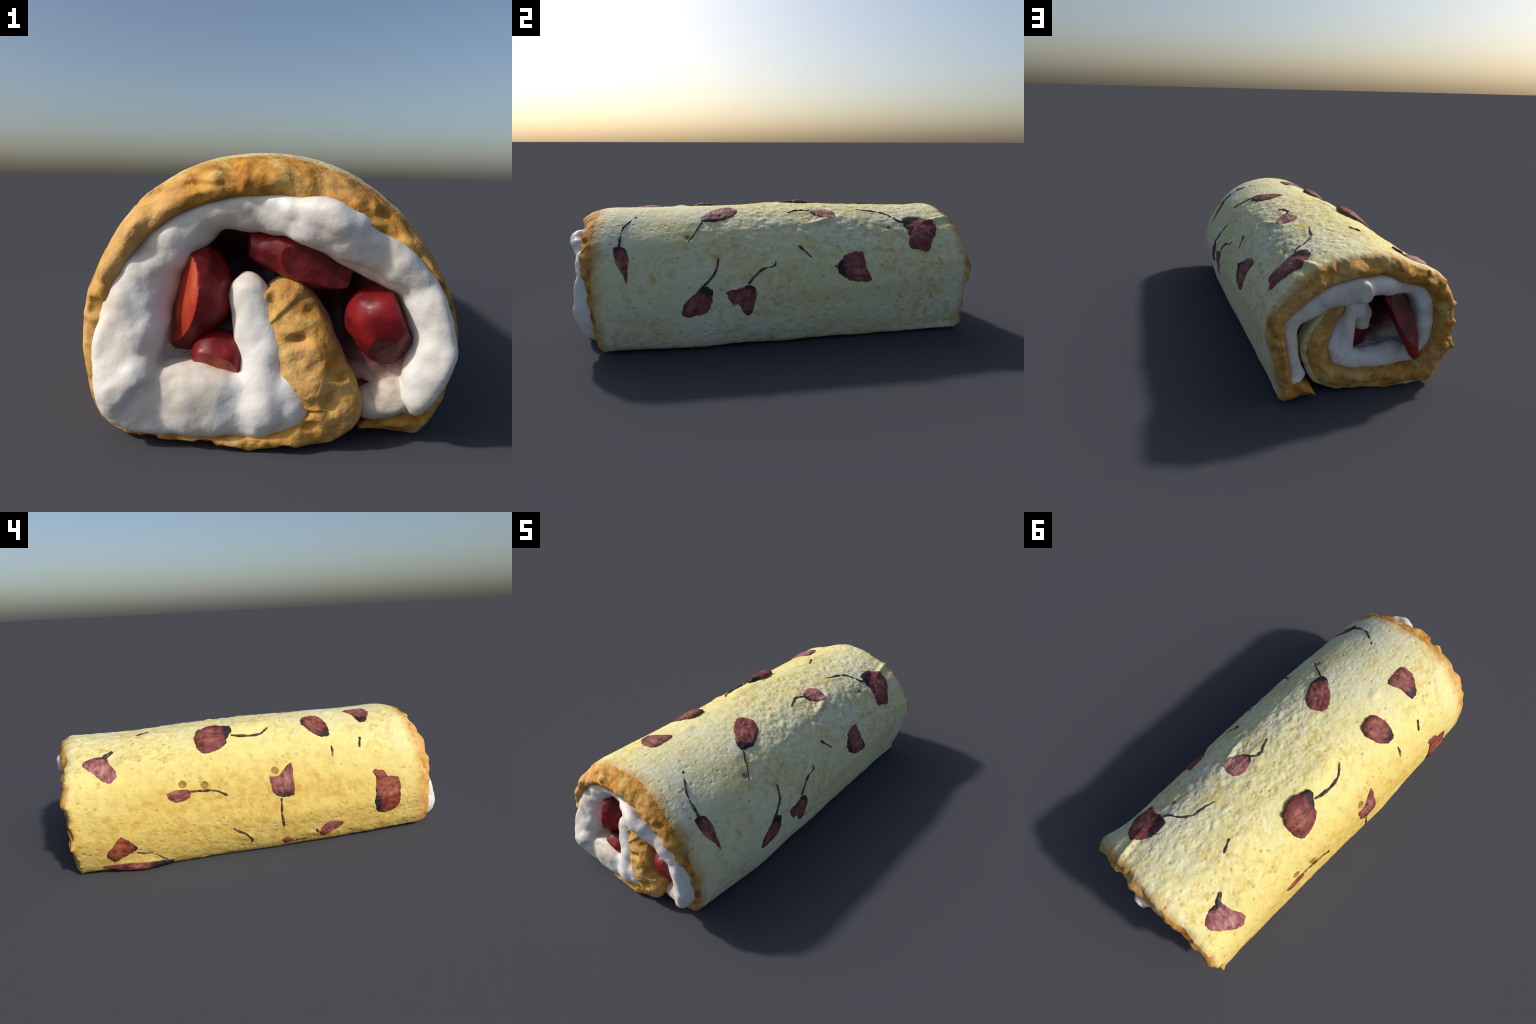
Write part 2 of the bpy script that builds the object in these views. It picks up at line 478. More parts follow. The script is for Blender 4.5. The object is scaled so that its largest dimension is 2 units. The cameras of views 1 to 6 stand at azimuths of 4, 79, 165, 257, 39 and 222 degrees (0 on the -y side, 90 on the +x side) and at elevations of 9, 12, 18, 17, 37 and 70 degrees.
# =====================================================================
# SPONGE SHEET: a rounded slab profile swept along the spiral
# =====================================================================
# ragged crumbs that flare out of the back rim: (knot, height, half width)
BACK_SPIKES = [(13.2, .010, .018), (15.0, .016, .014), (16.3, .022, .014), (17.6, .024, .012), (18.6, .024, .012),
               (19.9, .036, .014), (20.6, .016, .01), (21.2, .020, .014), (22.2, .030, .014), (24.0, .018, .018), (11.3, .010, .03), (25.6, .010, .02)]
FRONT_SPIKES = [(24.5, .012, .016), (22.6, .006, .02), (1.2, .008, .02), (26.2, .006, .02)]

def front_face(arc):
    """how far towards -y the sponge reaches at its front end"""
    k = knot(arc)
    return np.interp(k, [0, 2, 5, 8, 11, 14, 17, 20, 22, 24, 26, 28, 30, 33],
                     [-.865, -.865, -.90, -.92, -.925, -.935, -.935, -.930, -.935, -.955, -.955, -.955, -.945, -.895])

def front_round(arc):
    k = knot(arc)
    return np.interp(k, [0, 3, 6, 10, 13, 17, 20, 24, 26, 28, 33], [.03, .03, .060, .135, .150, .13, .095, .035, .03, .045, .04])

def back_face(arc):
    k = knot(arc)
    return np.interp(k, [0, 3, 7, 10, 12, 14, 17, 20, 24, 28, 31, 33], [.960, .968, .972, .969, .962, .951, .945, .950, .937, .90, .885, .85])

# torn holes in the cut crumb: x, end (-1 front, 1 back), z, radii, depth
CRUMB_HOLES = [(.080, -1, .245, .018, .010, .030), (-.135, -1, .560, .035, .010, .025), (.105, -1, .300, .014, .012, .018),
               (.150, -1, .120, .012, .020, .022), (.110, -1, .060, .016, .010, .020), (.250, -1, .510, .018, .012, .020),
               (.020, 1, .045, .008, .016, .025), (-.060, 1, .060, .014, .010, .015), (.240, 1, .180, .016, .030, .015)]

def build_sponge():
    ns = 460
    arc = np.linspace(0, LENGTH, ns)
    # the loop: outer skin (front to back), back cut, inner side (back to front), front cut
    no, nc, ni = 380, 26, 60
    v = np.concatenate([np.linspace(0, 1, no, endpoint=False), 1 + np.linspace(0, 1, nc, endpoint=False),
                        2 + np.linspace(0, 1, ni, endpoint=False), 3 + np.linspace(0, 1, nc, endpoint=False)])
    A, V = np.meshgrid(arc, v, indexing="ij")
    yf, yb, rf = front_face(A), back_face(A), front_round(A)
    edge = 0.012 * fbm(np.stack([A * 1.0, A * 0, V * 0 + 0.3], -1), 14, 3, 5)
    edgeb = 0.012 * fbm(np.stack([A * 1.0, A * 0 + 5, V * 0 + 0.3], -1), 12, 3, 6)
    yf = yf + edge
    yb = yb + edgeb
    rb = 0.035 + 0.025 * smoothstep(1, 3, knot(A)) * smoothstep(18, 14, knot(A))
    y0, y1 = yf + rf, yb - rb                       # where the outer skin stops and rounds over
    seg = V.astype(int)
    u = V - seg
    # depth fraction through the sheet and position along y
    n = np.select([seg == 0, seg == 1, seg == 2], [0 * u, u, 0 * u + 1], 1 - u)
    cap = lambda d: np.sqrt(np.clip(1 - (1 - np.clip(d / 0.75, 0, 1)) ** 2, 0, 1))   # rounded shoulder
    capi = lambda d: np.sqrt(np.clip(1 - (1 - np.clip((1 - d) / 0.45, 0, 1)) ** 2, 0, 1))
    yb_c = y1 + rb * cap(n) - 0.045 * (1 - capi(n))
    yf_c = y0 - rf * cap(n) + 0.015 * (1 - capi(n))
    ybi, yfi = y1 + rb - 0.045, y0 - rf + 0.015
    Y = np.select([seg == 0, seg == 1, seg == 2],
                  [y0 + (y1 - y0) * u, yb_c, ybi + (yfi - ybi) * u], yf_c)
    P, N = skin_base(A, Y)
    th = column(knot(A), blend(Y), 2)
    # both free edges of the sheet are rounded off
    th = th * np.sqrt(np.clip(smoothstep(-0.01, 0.05, A), 0.05, 1))
    tip = np.clip((A - (LENGTH - 0.05)) / 0.05, 0, 1)
    shrink = 1 - np.sqrt(np.clip(1 - tip ** 2, 0.02, 1))
    off = th * (0.5 * shrink + n * (1 - shrink))
    R = skin_relief(P, A) * (1 - n)
    rim_b = np.exp(-((Y - (yb - 0.010)) / 0.016) ** 2) * np.clip(1 - n * 1.6, 0, 1)
    rim_f = np.exp(-((Y - (yf + 0.015)) / 0.02) ** 2) * np.clip(1 - n * 1.6, 0, 1)
    for k, h, w in BACK_SPIKES:
        R = R + h * rim_b * np.exp(-np.abs((A - arc_of(k)) / w) ** 1.4)
    for k, h, w in FRONT_SPIKES:
        R = R + h * rim_f * np.exp(-np.abs((A - arc_of(k)) / w) ** 1.4)
    P = P + N * off[..., None]
    kk = knot(A)
    P = relax(P, n * smoothstep(1, 3, kk) * smoothstep(30.5, 28, kk), 110)
    P = P - N * R[..., None]
    # crumb relief of the two cut ends
    cut = ((seg == 1) | (seg == 3)) * np.clip(np.sin(np.pi * np.clip(u, 0, 1)), 0, 1) ** 0.5
    rel = 0.020 * fbm(P, 13, 3, 23) + 0.012 * np.abs(vnoise(P, 21, 24)) - 0.022 * smoothstep(0.40, 0.8, vnoise(P, 17, 77))
    for x, yc, z, rx, rz, d in CRUMB_HOLES:
        near = np.exp(-((P[..., 0] - x) / rx) ** 2 - ((P[..., 2] - z) / rz) ** 2) * (P[..., 1] * yc > 0)
        rel = rel - d * near
    P[..., 1] += cut * rel * np.where(seg == 3, -1, 1)
    m = len(v)
    verts = P.reshape(-1, 3)
    F = grid_faces(ns, m)
    # cut faces take the crumb material
    band = np.tile(np.select([seg[0] == 0, seg[0] == 1, seg[0] == 2], [0, 1, 1], 1), ns - 1)
    near = np.tile(((seg[0] == 1) & (u[0] < 0.12)) | ((seg[0] == 3) & (u[0] > 0.88)), ns - 1)
    idx = np.where(near, 0, band)
    caps = [list(range(m))[::-1], list(range((ns - 1) * m, ns * m))]
    faces = F[:, ::-1].tolist() + [c[::-1] for c in caps]
    idx = np.concatenate([idx, [0, 0]])
    verts[:, 2] = np.maximum(verts[:, 2], 0.0)
    verts[:, 1] = np.clip(verts[:, 1], -1.0, 1.0)
    return link("sponge_sheet", mesh_from("sponge_sheet", verts, faces, [MAT["skin"], MAT["crumb"]], idx), roll)

build_sponge()

# =====================================================================
# CREAM LAYER: spread on the inner side of the sheet, squeezed out in front
# =====================================================================
def build_cream():
    ns = 300
    arc = np.linspace(arc_of(0.3), LENGTH - 0.006, ns)
    ny, nc = 120, 36
    v = np.concatenate([np.linspace(0, 1, 60, endpoint=False), 1 + np.linspace(0, 1, nc, endpoint=False),
                        2 + np.linspace(0, 1, ny, endpoint=False), 3 + np.linspace(0, 1, nc, endpoint=False)])
    A, V = np.meshgrid(arc, v, indexing="ij")
    seg = V.astype(int); u = V - seg
    k = knot(A)
    yf = catmull(SEC[:, 4], k)[..., 0] + 0.010 * fbm(np.stack([A, A * 0, A * 0], -1), 11, 3, 61)
    yb = catmull(SEC[:, 9], k)[..., 0] + 0.045 * np.exp(-((A - arc_of(11.6)) / .035) ** 2) + 0.012 * fbm(np.stack([A, A * 0 + 9, A * 0], -1), 9, 3, 62)
    n = np.select([seg == 0, seg == 1, seg == 2], [0 * u, u, 0 * u + 1], 1 - u)
    r = 0.040
    dome = np.clip(1 - np.abs(2 * n - 1) ** 3, 0, 1) ** 0.5
    Y = np.select([seg == 0, seg == 1, seg == 2],
                  [yf + r + (yb - yf - 2 * r) * u, yb - r + r * dome, yb - r + (yf - yb + 2 * r) * u], yf + r - r * dome)
    slope = 0.045 * smoothstep(1.5, 4, k) * smoothstep(15, 12, k) + 0.03 * smoothstep(13, 15, k) * smoothstep(21, 19, k)
    Y = Y + slope * n ** 1.5 * ((seg == 3) | (seg == 2)) * np.where(seg == 2, np.clip(u * 4 - 3, 0, 1), 1)
    P, N = skin_base(A, Y)
    f = blend(Y)
    th, tc = column(k, f, 2), column(k, f, 3)
    ends = np.clip(smoothstep(0, 0.05, A - arc[0]), 0, 1) * np.clip(smoothstep(0, 0.018, arc[-1] - A), 0, 1)
    tc = tc * (0.15 + 0.85 * np.sqrt(ends))
    off = th - 0.006 + (tc + 0.006) * n
    lump = 0.020 * fbm(P, 7, 2, 71) + 0.008 * fbm(P, 20, 2, 73)
    P = P + N * off[..., None]
    S = relax(P, np.clip(n, .15, 1) * smoothstep(0.8, 2.5, k) * smoothstep(31, 28.5, k), 110)
    P = np.stack([S[..., 0], 0.25 * S[..., 1] + 0.75 * P[..., 1], S[..., 2]], -1)
    P = P + N * (lump * np.clip(n * 2, 0, 1))[..., None]
    cut = ((seg == 1) | (seg == 3)) * dome
    P[..., 1] += cut * (0.022 * fbm(P, 9, 3, 75)) * np.where(seg == 3, -1, 1)
    m = len(v)
    verts = P.reshape(-1, 3)
    verts[:, 1] = np.maximum(verts[:, 1], -1.0)
    verts[:, 2] = np.maximum(verts[:, 2], 0.004)
    faces = grid_faces(ns, m)[:, ::-1].tolist() + [list(range(m)), list(range((ns - 1) * m, ns * m))[::-1]]
    return link("cream_layer", mesh_from("cream_layer", verts, faces, [MAT["cream"]]), roll)

build_cream()

# =====================================================================
# FILLING: cream coloured dark with gap shadow, deep between the flap and the cream layer
# =====================================================================
def build_filling():
    a = np.linspace(arc_of(2.0), arc_of(25.5), 120, endpoint=False)
    rings, ym = 26, 40
    rows = []
    def ring(y, shrink, bulge_seed):
        P, N = skin_base(a, np.full_like(a, y))
        k = knot(a); f = blend(y)
        P = P + N * ((column(k, f, 2) + column(k, f, 3) * 0.6))[:, None]
        c = np.array([0.02, y, 0.27])
        P = c + (P - c) * shrink
        hollow = np.exp(-((P[:, 0] + .06) / .09) ** 2 - ((P[:, 2] - .37) / .10) ** 2)
        if y < 0:
            P[:, 1] += 0.09 * np.maximum(hollow, 0.8 * np.exp(-((P[:, 0] - .17) / .05) ** 2 - ((P[:, 2] - .29) / .08) ** 2))
        else:
            P[:, 1] -= 0.12 * np.exp(-((P[:, 0] + .13) / .06) ** 2 - ((P[:, 2] - .28) / .13) ** 2)
        P[:, 1] += 0.045 * fbm(P, 8, 3, bulge_seed) * (1 - shrink * 0.4)
        return P
    yf, yb = -0.860, 0.800
    for s in np.linspace(0.02, 1, rings):
        rows.append(ring(yf, s, 5))
    for y in np.linspace(yf + .08, yb - .08, ym)[1:-1]:
        rows.append(ring(y, 1.0, 6))
    for s in np.linspace(1, 0.02, rings):
        rows.append(ring(yb, s, 7))
    V = np.concatenate(rows)
    m = len(a); n = len(rows)
    faces = grid_faces(n, m).tolist() + [list(range(m))[::-1], list(range((n - 1) * m, n * m))]
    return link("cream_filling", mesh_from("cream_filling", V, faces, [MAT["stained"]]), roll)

build_filling()

# =====================================================================
# STRAWBERRY PIECES
# =====================================================================
def berry_mesh(radius, length, cuts, seed, dark_cut=False):
    """a strawberry (long axis z, tip down) cut by planes (point, normal); what lies in front of each is removed"""
    bm = bmesh.new()
    bmesh.ops.create_icosphere(bm, subdivisions=5, radius=1)
    V = np.array([v.co for v in bm.verts])
    z = V[:, 2]
    fat = 0.80 + 0.28 * z - 0.12 * z * z + 0.12
    V = np.stack([V[:, 0] * fat * radius, V[:, 1] * fat * radius, z * length / 2], 1)
    L = np.linalg.norm(V, axis=1, keepdims=True)
    V = V * (1 + 0.16 * fbm(V, 11, 3, seed)[:, None]) + 0.0
    for v, c in zip(bm.verts, V):
        v.co = c
    for point, normal in cuts:
        g = bm.verts[:] + bm.edges[:] + bm.faces[:]
        r = bmesh.ops.bisect_plane(bm, geom=g, plane_co=point, plane_no=normal, clear_outer=True)
        edges = [e for e in r["geom_cut"] if isinstance(e, bmesh.types.BMEdge)]
        f = bmesh.ops.holes_fill(bm, edges=edges)["faces"]
        if not f:
            f = bmesh.ops.contextual_create(bm, geom=edges)["faces"]
        for x in f:
            x.material_index = 2 if dark_cut else 1
    me = bpy.data.meshes.new("strawberry_piece")
    for f in bm.faces:
        f.smooth = f.material_index == 0
    sharp = [e for e in bm.edges if len(e.link_faces) == 2 and e.calc_face_angle(0) > 0.6]
    bmesh.ops.bevel(bm, geom=sharp, offset=0.006, segments=2, affect='EDGES', clamp_overlap=True)
    bm.to_mesh(me); bm.free()
    for k in ("berry", "flesh", "soaked"):
        me.materials.append(MAT[k])
    return me

def place_berry(loc, rot, radius, length, cuts, seed, dark_cut=False):
    o = link("strawberry_piece", berry_mesh(radius, length, cuts, seed, dark_cut), roll)
    o.location = loc
    o.rotation_euler = [math.radians(a) for a in rot]
    return o

# front end: large half at the left, small one below, a slice under the cream, a rounded one at the right
place_berry((-.165, -.852, .300), (0, 8, 0), .100, .265, [((-.014, -.038, 0), (-.78, -.62, 0))], 1)
place_berry((-.096, -.890, .174), (0, 15, 0), .068, .14, [((0, -.030, -.012), (0.0, -.85, -.53))], 2)
place_berry((0.078, -.850, .408), (0, 104, 0), .060, .30, [((0, -.040, .04), (0, -1, .10)), ((0, 0, -.115), (.2, -.2, -1)), ((0, 0, .11), (0, .2, 1))], 3, True)
place_berry((0.262, -.862, .266), (0, -12, 0), .086, .19, [((.060, 0, 0), (1, -.3, .2)), ((0, -.066, -.025), (-.15, -.8, -.6))], 4, True)
# back end: a long wedge and a small piece
place_berry((-.192, .880, .290), (10, 24, 0), .066, .37, [((.022, 0, 0), (1, -.15, 0)), ((0, .045, 0), (-.45, .9, 0))], 5, True)
place_berry((-.022, .785, .205), (0, 70, 20), .060, .14, [((0, .04, 0), (.3, 1, .2))], 6, True)

# =====================================================================
# CREAM FOLDS: thick smears pressed up beside the flap and into the gaps
# =====================================================================
# path of (x, y, z, radius)
FOLDS = [
    ("cream", [(-.030, -.862, .372, .026), (-.032, -.874, .325, .038), (-.012, -.888, .262, .046), (0.008, -.902, .190, .054),
               (0.018, -.914, .120, .062), (-.010, -.912, .085, .062), (-.070, -.908, .085, .056), (-.140, -.895, .110, .050)]),
    ("cream", [(-.215, -.900, .155, .030), (-.165, -.905, .115, .046), (-.095, -.910, .088, .050), (-.020, -.910, .090, .040)]),
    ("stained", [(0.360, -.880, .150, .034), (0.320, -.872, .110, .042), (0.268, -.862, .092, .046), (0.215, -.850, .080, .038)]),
    ("cream", [(0.040, .850, .410, .012), (0.028, .858, .350, .022), (0.040, .862, .270, .030), (0.056, .862, .190, .036),
               (0.030, .858, .130, .038), (-.050, .850, .118, .038), (-.140, .842, .128, .040), (-.230, .835, .165, .034)]),
    ("cream", [(0.255, .880, .370, .020), (0.292, .875, .290, .026), (0.298, .870, .205, .032), (0.275, .868, .125, .034), (0.235, .865, .065, .030)]),
    ("cream", [(0.030, .815, .415, .030), (0.005, .825, .370, .050), (-.035, .820, .310, .046), (-.030, .815, .250, .036)]),
    ("cream", [(0.040, -.925, .520, .018), (0.105, -.945, .512, .024), (0.155, -.958, .500, .030), (0.205, -.940, .475, .022)]),
]

def build_fold(key, path, seed):
    K = np.array(path, float)
    n, k = 70, 40
    C = catmull(K, np.linspace(0, len(K) - 1, n))
    P, rad = C[:, :3], C[:, 3]
    s = np.linspace(0, 1, n)
    rad = rad * np.sqrt(np.clip(np.minimum(s, 1 - s) * 11, 0.01, 1))
    T = np.gradient(P, axis=0)
    T /= np.linalg.norm(T, axis=1, keepdims=True)
    B = np.array([0, 1.0, 0]) - T * T[:, 1:2]
    B /= np.linalg.norm(B, axis=1, keepdims=True)
    S = np.cross(T, B)
    a = np.linspace(0, 2 * np.pi, k, endpoint=False)
    V = P[:, None] + rad[:, None, None] * (np.cos(a)[None, :, None] * S[:, None] + 0.9 * np.sin(a)[None, :, None] * B[:, None])
    c = V - P[:, None]
    V = V + c * (0.36 * fbm(V, 14, 3, seed))[..., None]
    V = V.reshape(-1, 3)
    V[:, 2] = np.maximum(V[:, 2], 0.004)
    F = grid_faces(n, k).tolist() + [list(range(k))[::-1], list(range((n - 1) * k, n * k))]
    me = mesh_from("cream_fold", V, F, [MAT[key]])
    bm = bmesh.new(); bm.from_mesh(me)
    bmesh.ops.recalc_face_normals(bm, faces=bm.faces)
    bm.to_mesh(me); bm.free()
    link("cream_fold", me, roll)

for i, (key, path) in enumerate(FOLDS):
    build_fold(key, path, 201 + i)

def melt_cream():
    """fuse the cream layer and the white folds into one soft, continuous mass"""
    parts = [o for o in roll.children if o.name.startswith(("cream_layer", "cream_fold")) and o.data.materials[0] == MAT["cream"]]
    bm = bmesh.new()
    for o in parts:
        bm.from_mesh(o.data)
    me = bpy.data.meshes.new("cream_mass")
    bm.to_mesh(me); bm.free()
    for o in parts:
        bpy.data.objects.remove(o)
    me.materials.append(MAT["cream"])
    o = link("cream", me, roll)
    m = o.modifiers.new("fuse", 'REMESH'); m.mode = 'VOXEL'; m.voxel_size = 0.0065
    m = o.modifiers.new("soften", 'SMOOTH'); m.factor = 0.5; m.iterations = 12
    dg = bpy.context.evaluated_depsgraph_get()
    new = bpy.data.meshes.new_from_object(o.evaluated_get(dg))
    o.modifiers.clear()
    o.data = new
    n = len(new.vertices)
    V = np.empty(n * 3); new.vertices.foreach_get("co", V); V = V.reshape(-1, 3)
    N = np.empty(n * 3); new.vertex_normals.foreach_get("vector", N); N = N.reshape(-1, 3)
    V = V + N * (0.0035 + 0.0055 * fbm(V, 17, 3, 311) + 0.006 * np.abs(fbm(V * np.array([1, 2.0, 1]), 9, 2, 313)))[:, None]
    V[:, 2] = np.maximum(V[:, 2], 0.003)
    V[:, 1] = np.clip(V[:, 1], -1.0, 0.998)
    new.vertices.foreach_set("co", V.ravel())
    new.polygons.foreach_set("use_smooth", np.ones(len(new.polygons), bool))
    new.materials.clear(); new.materials.append(MAT["cream"])
    new.update()

melt_cream()

# =====================================================================
# CHERRY BLOSSOMS
# =====================================================================

# each blossom: where its middle sits (arc, y in m), then in mm from there (along the sheet, along y)
# the calyx, the outline of the wilted petals, and the stem
BLOSSOMS = [
    dict(at=(0.631, -0.738), base=(77, -12), edge=[(66, -37), (77, -12), (59, 12), (12, 27), (-43, 22), (-102, 17), (-59, -2), (-10, -27)],
         stem=[(79, -12), (127, -12), (171, -2), (220, 27), (270, 62)]),
    dict(at=(0.884, -0.286), base=(-54, -75), edge=[(-22, -80), (47, -31), (99, 44), (54, 99), (-2, 84), (-61, -1), (-62, -41), (-54, -75)],
         lift=.006,
         stem=[(-59, -80), (-101, -105), (-146, -135), (-179, -155)]),
    dict(at=(0.862, 0.258), base=(21, -66), edge=[(27, -66), (57, 4), (28, 54), (-41, 49), (-50, 4), (-21, -46)],
         lift=.005, tone="pink",
         stem=[(27, -66), (46, -116), (14, -190)]),
    dict(at=(0.691, 0.732), base=(72, -56), edge=[(108, -51), (127, 19), (74, 84), (3, 94), (-53, 59), (-110, 19), (-94, -41), (-83, -66), (-14, -56), (42, -61)],
         lift=.007,
         stem=[(65, -51), (90, -86), (150, -116), (196, -161), (216, -235), (232, -280)]),
    dict(at=(0.512, 0.352), base=(12, -85), edge=[(23, -80), (67, -30), (81, 19), (67, 54), (0, 59), (-74, 74), (-76, 19), (-62, -35), (-27, -80)],
         stem=[(12, -85), (11, -105)]),
    dict(at=(0.643, 0.082),
         stem=[(0, 0), (-27, 25), (-64, 60)]),
    dict(at=(0.412, -0.409), base=(70, 42), edge=[(-31, -68), (9, -58), (45, -8), (71, 22), (54, 62), (6, 62), (-42, 42), (-54, -3), (-58, -53)],
         stem=[(71, 22), (100, 57), (137, 87), (197, 102)]),
    dict(at=(0.410, -0.199), base=(59, 37), edge=[(36, -73), (50, -23), (60, 27), (39, 57), (-14, 52), (-72, 32), (-65, 2), (-23, -18), (-10, -53)],
         stem=[(66, 22), (98, 57), (128, 101), (140, 151), (161, 161)]),
    dict(at=(1.790, 0.716), base=(12, -60), edge=[(19, 70), (-25, 35), (-63, 0), (-47, -30), (-1, -70), (17, -45), (42, 0), (58, 40)],
         lift=.006, tone="russet",
         stem=[(17, -35), (28, -85), (45, -150), (86, -214)], stem_radius=.004),
    dict(at=(1.349, 0.776), base=(-80, -20), edge=[(-76, 30), (-73, -30), (-19, -45), (67, -75), (101, -30), (53, 20), (-7, 65), (-46, 65)],
         lift=.008, tone="pink",
         stem=[(-72, -20), (-90, -42), (-112, -68)], stem_radius=.012, fade=False),
    dict(at=(1.556, 0.426), base=(-6, -54), edge=[(-13, 51), (-27, 1), (-18, -54), (14, -44), (30, 6), (14, 41)],
         tone="dark",
         stem=[(-14, -49), (-11, -114), (-9, -174), (9, -214), (23, -239)]),
    dict(at=(1.541, -0.093), base=(73, 6), edge=[(-28, 60), (-33, 16), (-81, -39), (-70, -59), (18, -54), (68, -44), (71, 11), (50, 50), (6, 60)],
         stem=[(80, 16), (128, 21), (179, 16), (232, 6)]),
    dict(at=(1.245, -0.337), base=(81, -39), edge=[(-69, 46), (-73, -24), (-9, -59), (71, -54), (74, -4), (32, 36), (-25, 61)],
         lift=.013, tilt=(-.8, 0), tone="dark",
         stem=[(136, -49), (165, -46), (194, -39)]),
    dict(at=(1.162, -0.610), base=(93, 4), edge=[(-52, 54), (-61, -16), (-52, -60), (6, -65), (82, -21), (84, 19), (20, 34), (-26, 54)],
         lift=.006,
         stem=[(188, 54), (215, 63), (245, 69)]),
    dict(at=(1.639, -0.650), base=(19, 59), edge=[(-101, 64), (-101, 9), (-64, -16), (-55, -66), (9, -81), (85, -71), (124, -26), (112, 39), (64, 64), (26, 60), (-28, 56), (-67, 50)],
         lift=.006, tone="russet",
         stem=[]),
    dict(at=(1.819, -0.337), base=(10, 61), edge=[(12, 56), (-27, 31), (-43, -4), (-26, -69), (3, -49), (33, 6), (49, 31)],
         stem=[(10, 61), (-10, 81)]),
    dict(at=(1.255, 0.217), base=(7, -85), edge=[(-81, 30), (-76, -40), (-49, -100), (13, -65), (48, -55), (87, 5), (82, 65), (22, 85), (-46, 75)],
         lift=.020, tilt=(-.9, 0), tone="dark", stem_radius=.0085, fade=False,
         stem=[(-8, -95), (7, -165), (6, -239), (-44, -304)]),
    dict(at=(1.129, 0.586),
         stem=[(0, 0), (-18, -30), (-34, -60)]),
    dict(at=(1.747, 0.177),
         stem=[(0, 0), (35, -60), (73, -95), (103, -90)]),
    dict(at=(1.863, -0.108), base=(3, 21), edge=[(-7, 26), (-25, 6), (-11, -19), (21, -19), (23, 6)],
         tone="dark",
         stem=[(0, -19), (5, -74), (1, -104)]),
    dict(at=(1.899, 0.636), base=(-8, -160), edge=[(-22, 165), (-31, 15), (-8, -160), (27, -115), (24, -15), (11, 110)],
         lift=.007, tone="dark",
         stem=[]),
]
# round caramelised air holes of the crust: (arc, y, radius)
PITS = [(1.503, .401, .021), (1.517, .297, .021), (1.480, -.062, .022), (.735, -.441, .014), (.729, .581, .012)]

def outward(N):
    return -N

def frame(arc, y, heading):
    """object frame on the skin: local x along the heading (d_arc, d_y), local z outward"""
    a, yy = np.array([arc, arc + .004, arc]), np.array([y, y, y + .004])
    P, N = skin(a, yy)
    ta, ty = (P[1] - P[0]) / .004, (P[2] - P[0]) / .004
    z = Vector(-N[0])
    x = Vector(ta * heading[0] + ty * heading[1])
    x = (x - z * x.dot(z)).normalized()
    M = Matrix((x, z.cross(x), z)).transposed().to_4x4()
    M.translation = Vector(P[0])
    return M

def closed_curve(pts, m):
    pts = np.array(pts, float)
    n = len(pts)
    K = np.concatenate([pts[-2:], pts, pts[:3]])
    seg = np.linalg.norm(np.roll(pts, -1, 0) - pts, axis=1)
    c = np.concatenate([[0], np.cumsum(seg)])
    t = np.interp(np.linspace(0, c[-1], m, endpoint=False), c, np.arange(n + 1))
    return catmull(K, t + 2)

def petal_patch(b, seed):
    lift = b.get("lift", .0025); tilt = b.get("tilt", (0, 0))
    at = np.array(b["at"]); m = 96
    E = closed_curve(b["edge"], m) / 1000.0
    size = np.abs(E).max(0)
    ang = np.linspace(0, 2 * np.pi, m, endpoint=False)
    q = np.stack([np.cos(ang) * 3, np.sin(ang) * 3, np.full(m, seed * 1.7)], -1)
    E = E * (1.03 + 0.10 * fbm(q, 1.6, 3, seed) + 0.025 * vnoise(q, 4.0, seed + 3))[:, None]
    rows, top = [], 18
    for i in range(top + 1):
        r = (i / top) ** 0.8
        rows.append((np.maximum(r, 0.01), None, 0))
    rows += [(1.015, .55, 1), (1.02, 0.0, 1), (1.0, None, 2), (0.5, None, 2), (0.01, None, 2)]
    V = []
    for r, h, kind in rows:
        D = E * r
        A, Y = at[0] + D[:, 0], at[1] + D[:, 1]
        full = lift * (1 + tilt[0] * D[:, 0] / size[0] + tilt[1] * D[:, 1] / size[1])
        P0, _ = skin_base(A, Y)
        crease = 0.0035 * fbm(P0, 38, 3, seed + 90) + 0.0025 * np.abs(vnoise(P0, 30, seed + 91)) 
        if kind == 0:
            hh = full * (1 - (0.5 if lift > .01 else 0.85) * r ** 4) + crease * (1 - 0.6 * r ** 4) + 0.0008
        elif kind == 1:
            hh = h * (full * (.45 if lift > .01 else .1) + crease * .4) - 0.002 * (1 - h)
        else:
            hh = np.full(m, -0.008)
        P, N = skin(A, Y, hh)
        V.append(P)
    V = np.concatenate(V)
    V[:, 2] = np.maximum(V[:, 2], 0.001)
    n = len(rows)
    F = grid_faces(n, m).tolist() + [list(range(m))[::-1], list(range((n - 1) * m, n * m))]
    side = np.repeat(np.arange(n - 1) >= top, m).astype(int)
    side = side * (1 if lift > .01 else 0)
    return V, F, np.concatenate([side, [0, 0]])

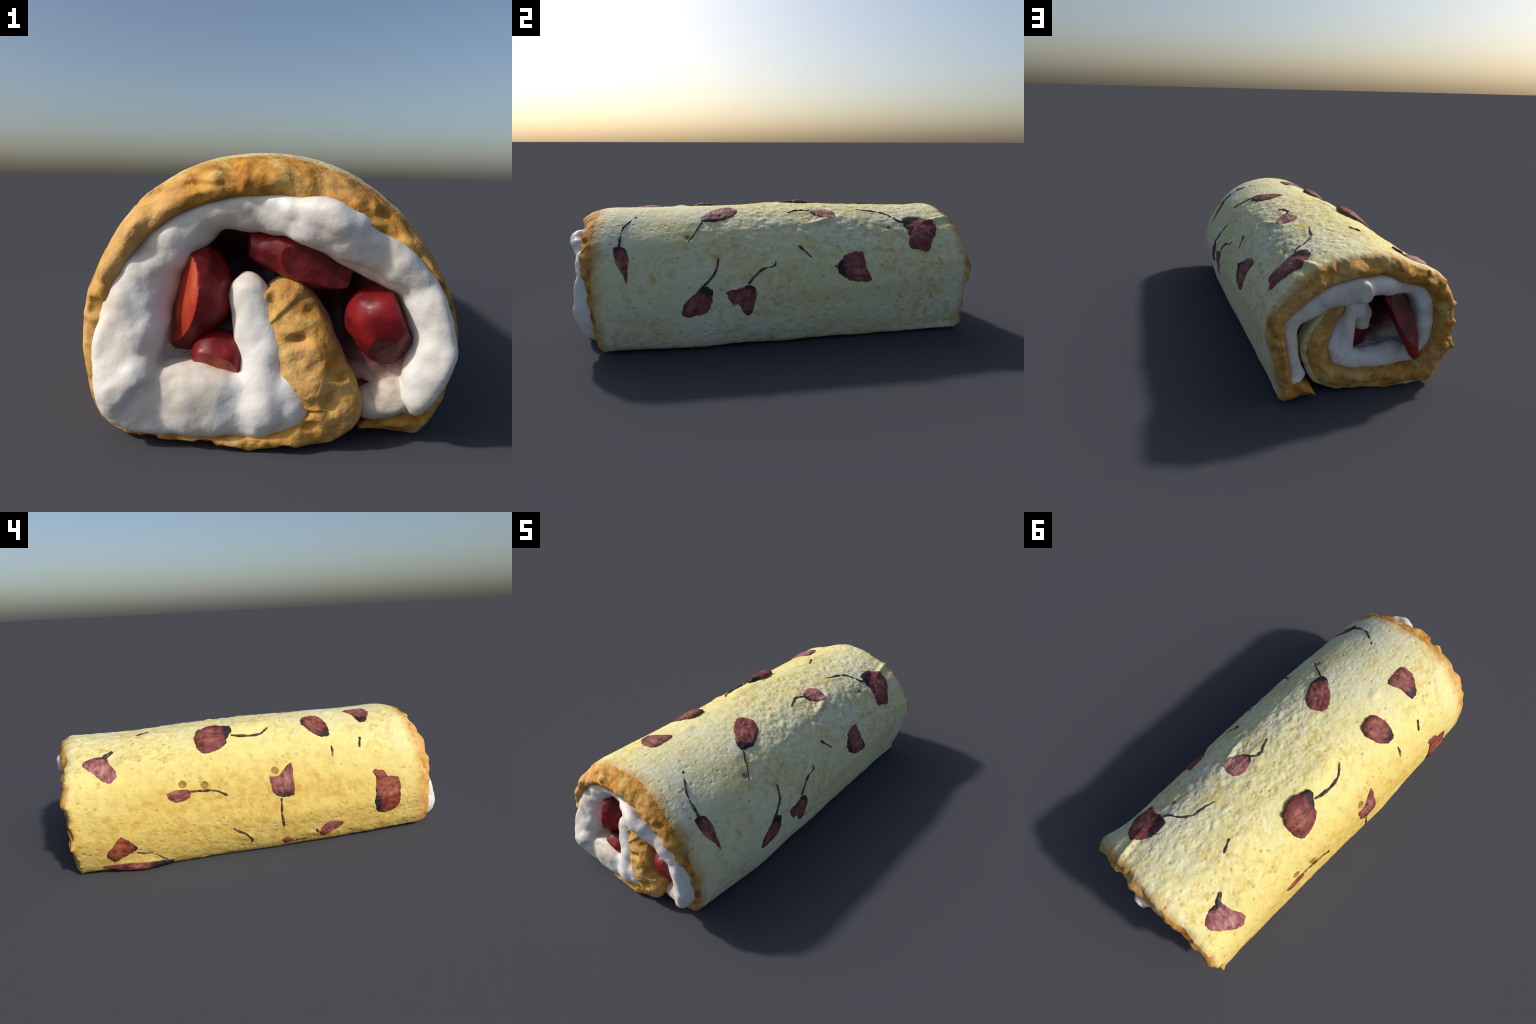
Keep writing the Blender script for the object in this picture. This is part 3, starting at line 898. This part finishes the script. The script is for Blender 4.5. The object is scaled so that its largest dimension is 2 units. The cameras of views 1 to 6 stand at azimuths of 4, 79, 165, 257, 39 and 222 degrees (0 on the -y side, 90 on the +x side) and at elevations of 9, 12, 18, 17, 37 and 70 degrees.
def stem_tube(at, pts, radius, seed, fade=True):
    pts = np.array(pts, float) / 1000.0 + np.array(at)
    seg = np.concatenate([[0], np.cumsum(np.linalg.norm(np.diff(pts, axis=0), axis=1))])
    n = max(8, int(seg[-1] / .004))
    t = np.interp(np.linspace(0, seg[-1], n), seg, np.arange(len(pts)))
    C = catmull(pts, t)
    s = np.linspace(0, 1, n)
    q = np.stack([s * seg[-1], s * 0 + seed, s * 0], -1)
    rad = radius * (1 - 0.35 * s) * (1 + 0.45 * fbm(q, 45, 2, seed))
    rad = np.maximum(rad, .0015) * np.sqrt(np.clip(np.minimum(s, 1 - s) * 12, 0.05, 1))
    # the dried stem dips under the crust here and there
    dip = smoothstep(0.15, 0.7, fbm(q, 34, 2, seed + 5)) * 0.0040 if fade else 0 * s
    C[:, 1] += 0.003 * fbm(q, 24, 2, seed + 9)
    C[:, 0] += 0.003 * fbm(q, 24, 2, seed + 8)
    P, N = skin(C[:, 0], C[:, 1], rad * 0.35 - dip)
    T = np.gradient(P, axis=0)
    T /= np.linalg.norm(T, axis=1, keepdims=True)
    S = np.cross(T, N)
    S /= np.linalg.norm(S, axis=1, keepdims=True)
    k = 10
    a = np.linspace(0, 2 * np.pi, k, endpoint=False)
    V = P[:, None] + rad[:, None, None] * (np.cos(a)[None, :, None] * S[:, None] + 0.75 * np.sin(a)[None, :, None] * N[:, None])
    V = V.reshape(-1, 3)
    V[:, 2] = np.maximum(V[:, 2], 0.001)
    F = grid_faces(n, k).tolist() + [list(range(k))[::-1], list(range((n - 1) * k, n * k))]
    return V, F

def local(V, M):
    I = np.array(M.inverted())
    return V @ I[:3, :3].T + I[:3, 3]

def outward_faces(me):
    bm = bmesh.new(); bm.from_mesh(me)
    bmesh.ops.recalc_face_normals(bm, faces=bm.faces)
    bm.to_mesh(me); bm.free()

for i, b in enumerate(BLOSSOMS):
    host = roll
    if "edge" in b:
        M = frame(*b["at"], (-b["base"][0], -b["base"][1]))
        V, F, side = petal_patch(b, i + 1)
        me = mesh_from("blossom", local(V, M), F, [MAT["petal_" + b.get("tone", "mauve")], MAT["petal_edge"]], side)
        outward_faces(me)
        host = link("blossom", me, roll)
        host.matrix_world = M
    if b["stem"]:
        V, F = stem_tube(b["at"], b["stem"], b.get("stem_radius", .0060), i + 31, b.get("fade", True))
        if host is not roll:
            V = local(V, M)
        me = mesh_from("blossom_stem", V, F, [MAT["stem"]])
        outward_faces(me)
        link("blossom_stem", me, host)

for i, (a, y, r) in enumerate(PITS):
    ang = np.linspace(0, 2 * np.pi, 40, endpoint=False)
    V = []
    for q in list(np.linspace(0.02, 1, 8)):
        P, N = skin(a + q * r * np.cos(ang), y + q * r * np.sin(ang), np.full(40, 0.0018 if q < .95 else -0.002))
        V.append(P)
    V = np.concatenate(V)
    F = grid_faces(8, 40).tolist() + [list(range(40))[::-1]]
    me = mesh_from("crust_pit", V, F, [MAT["pit"]])
    outward_faces(me)
    link("crust_pit", me, roll)
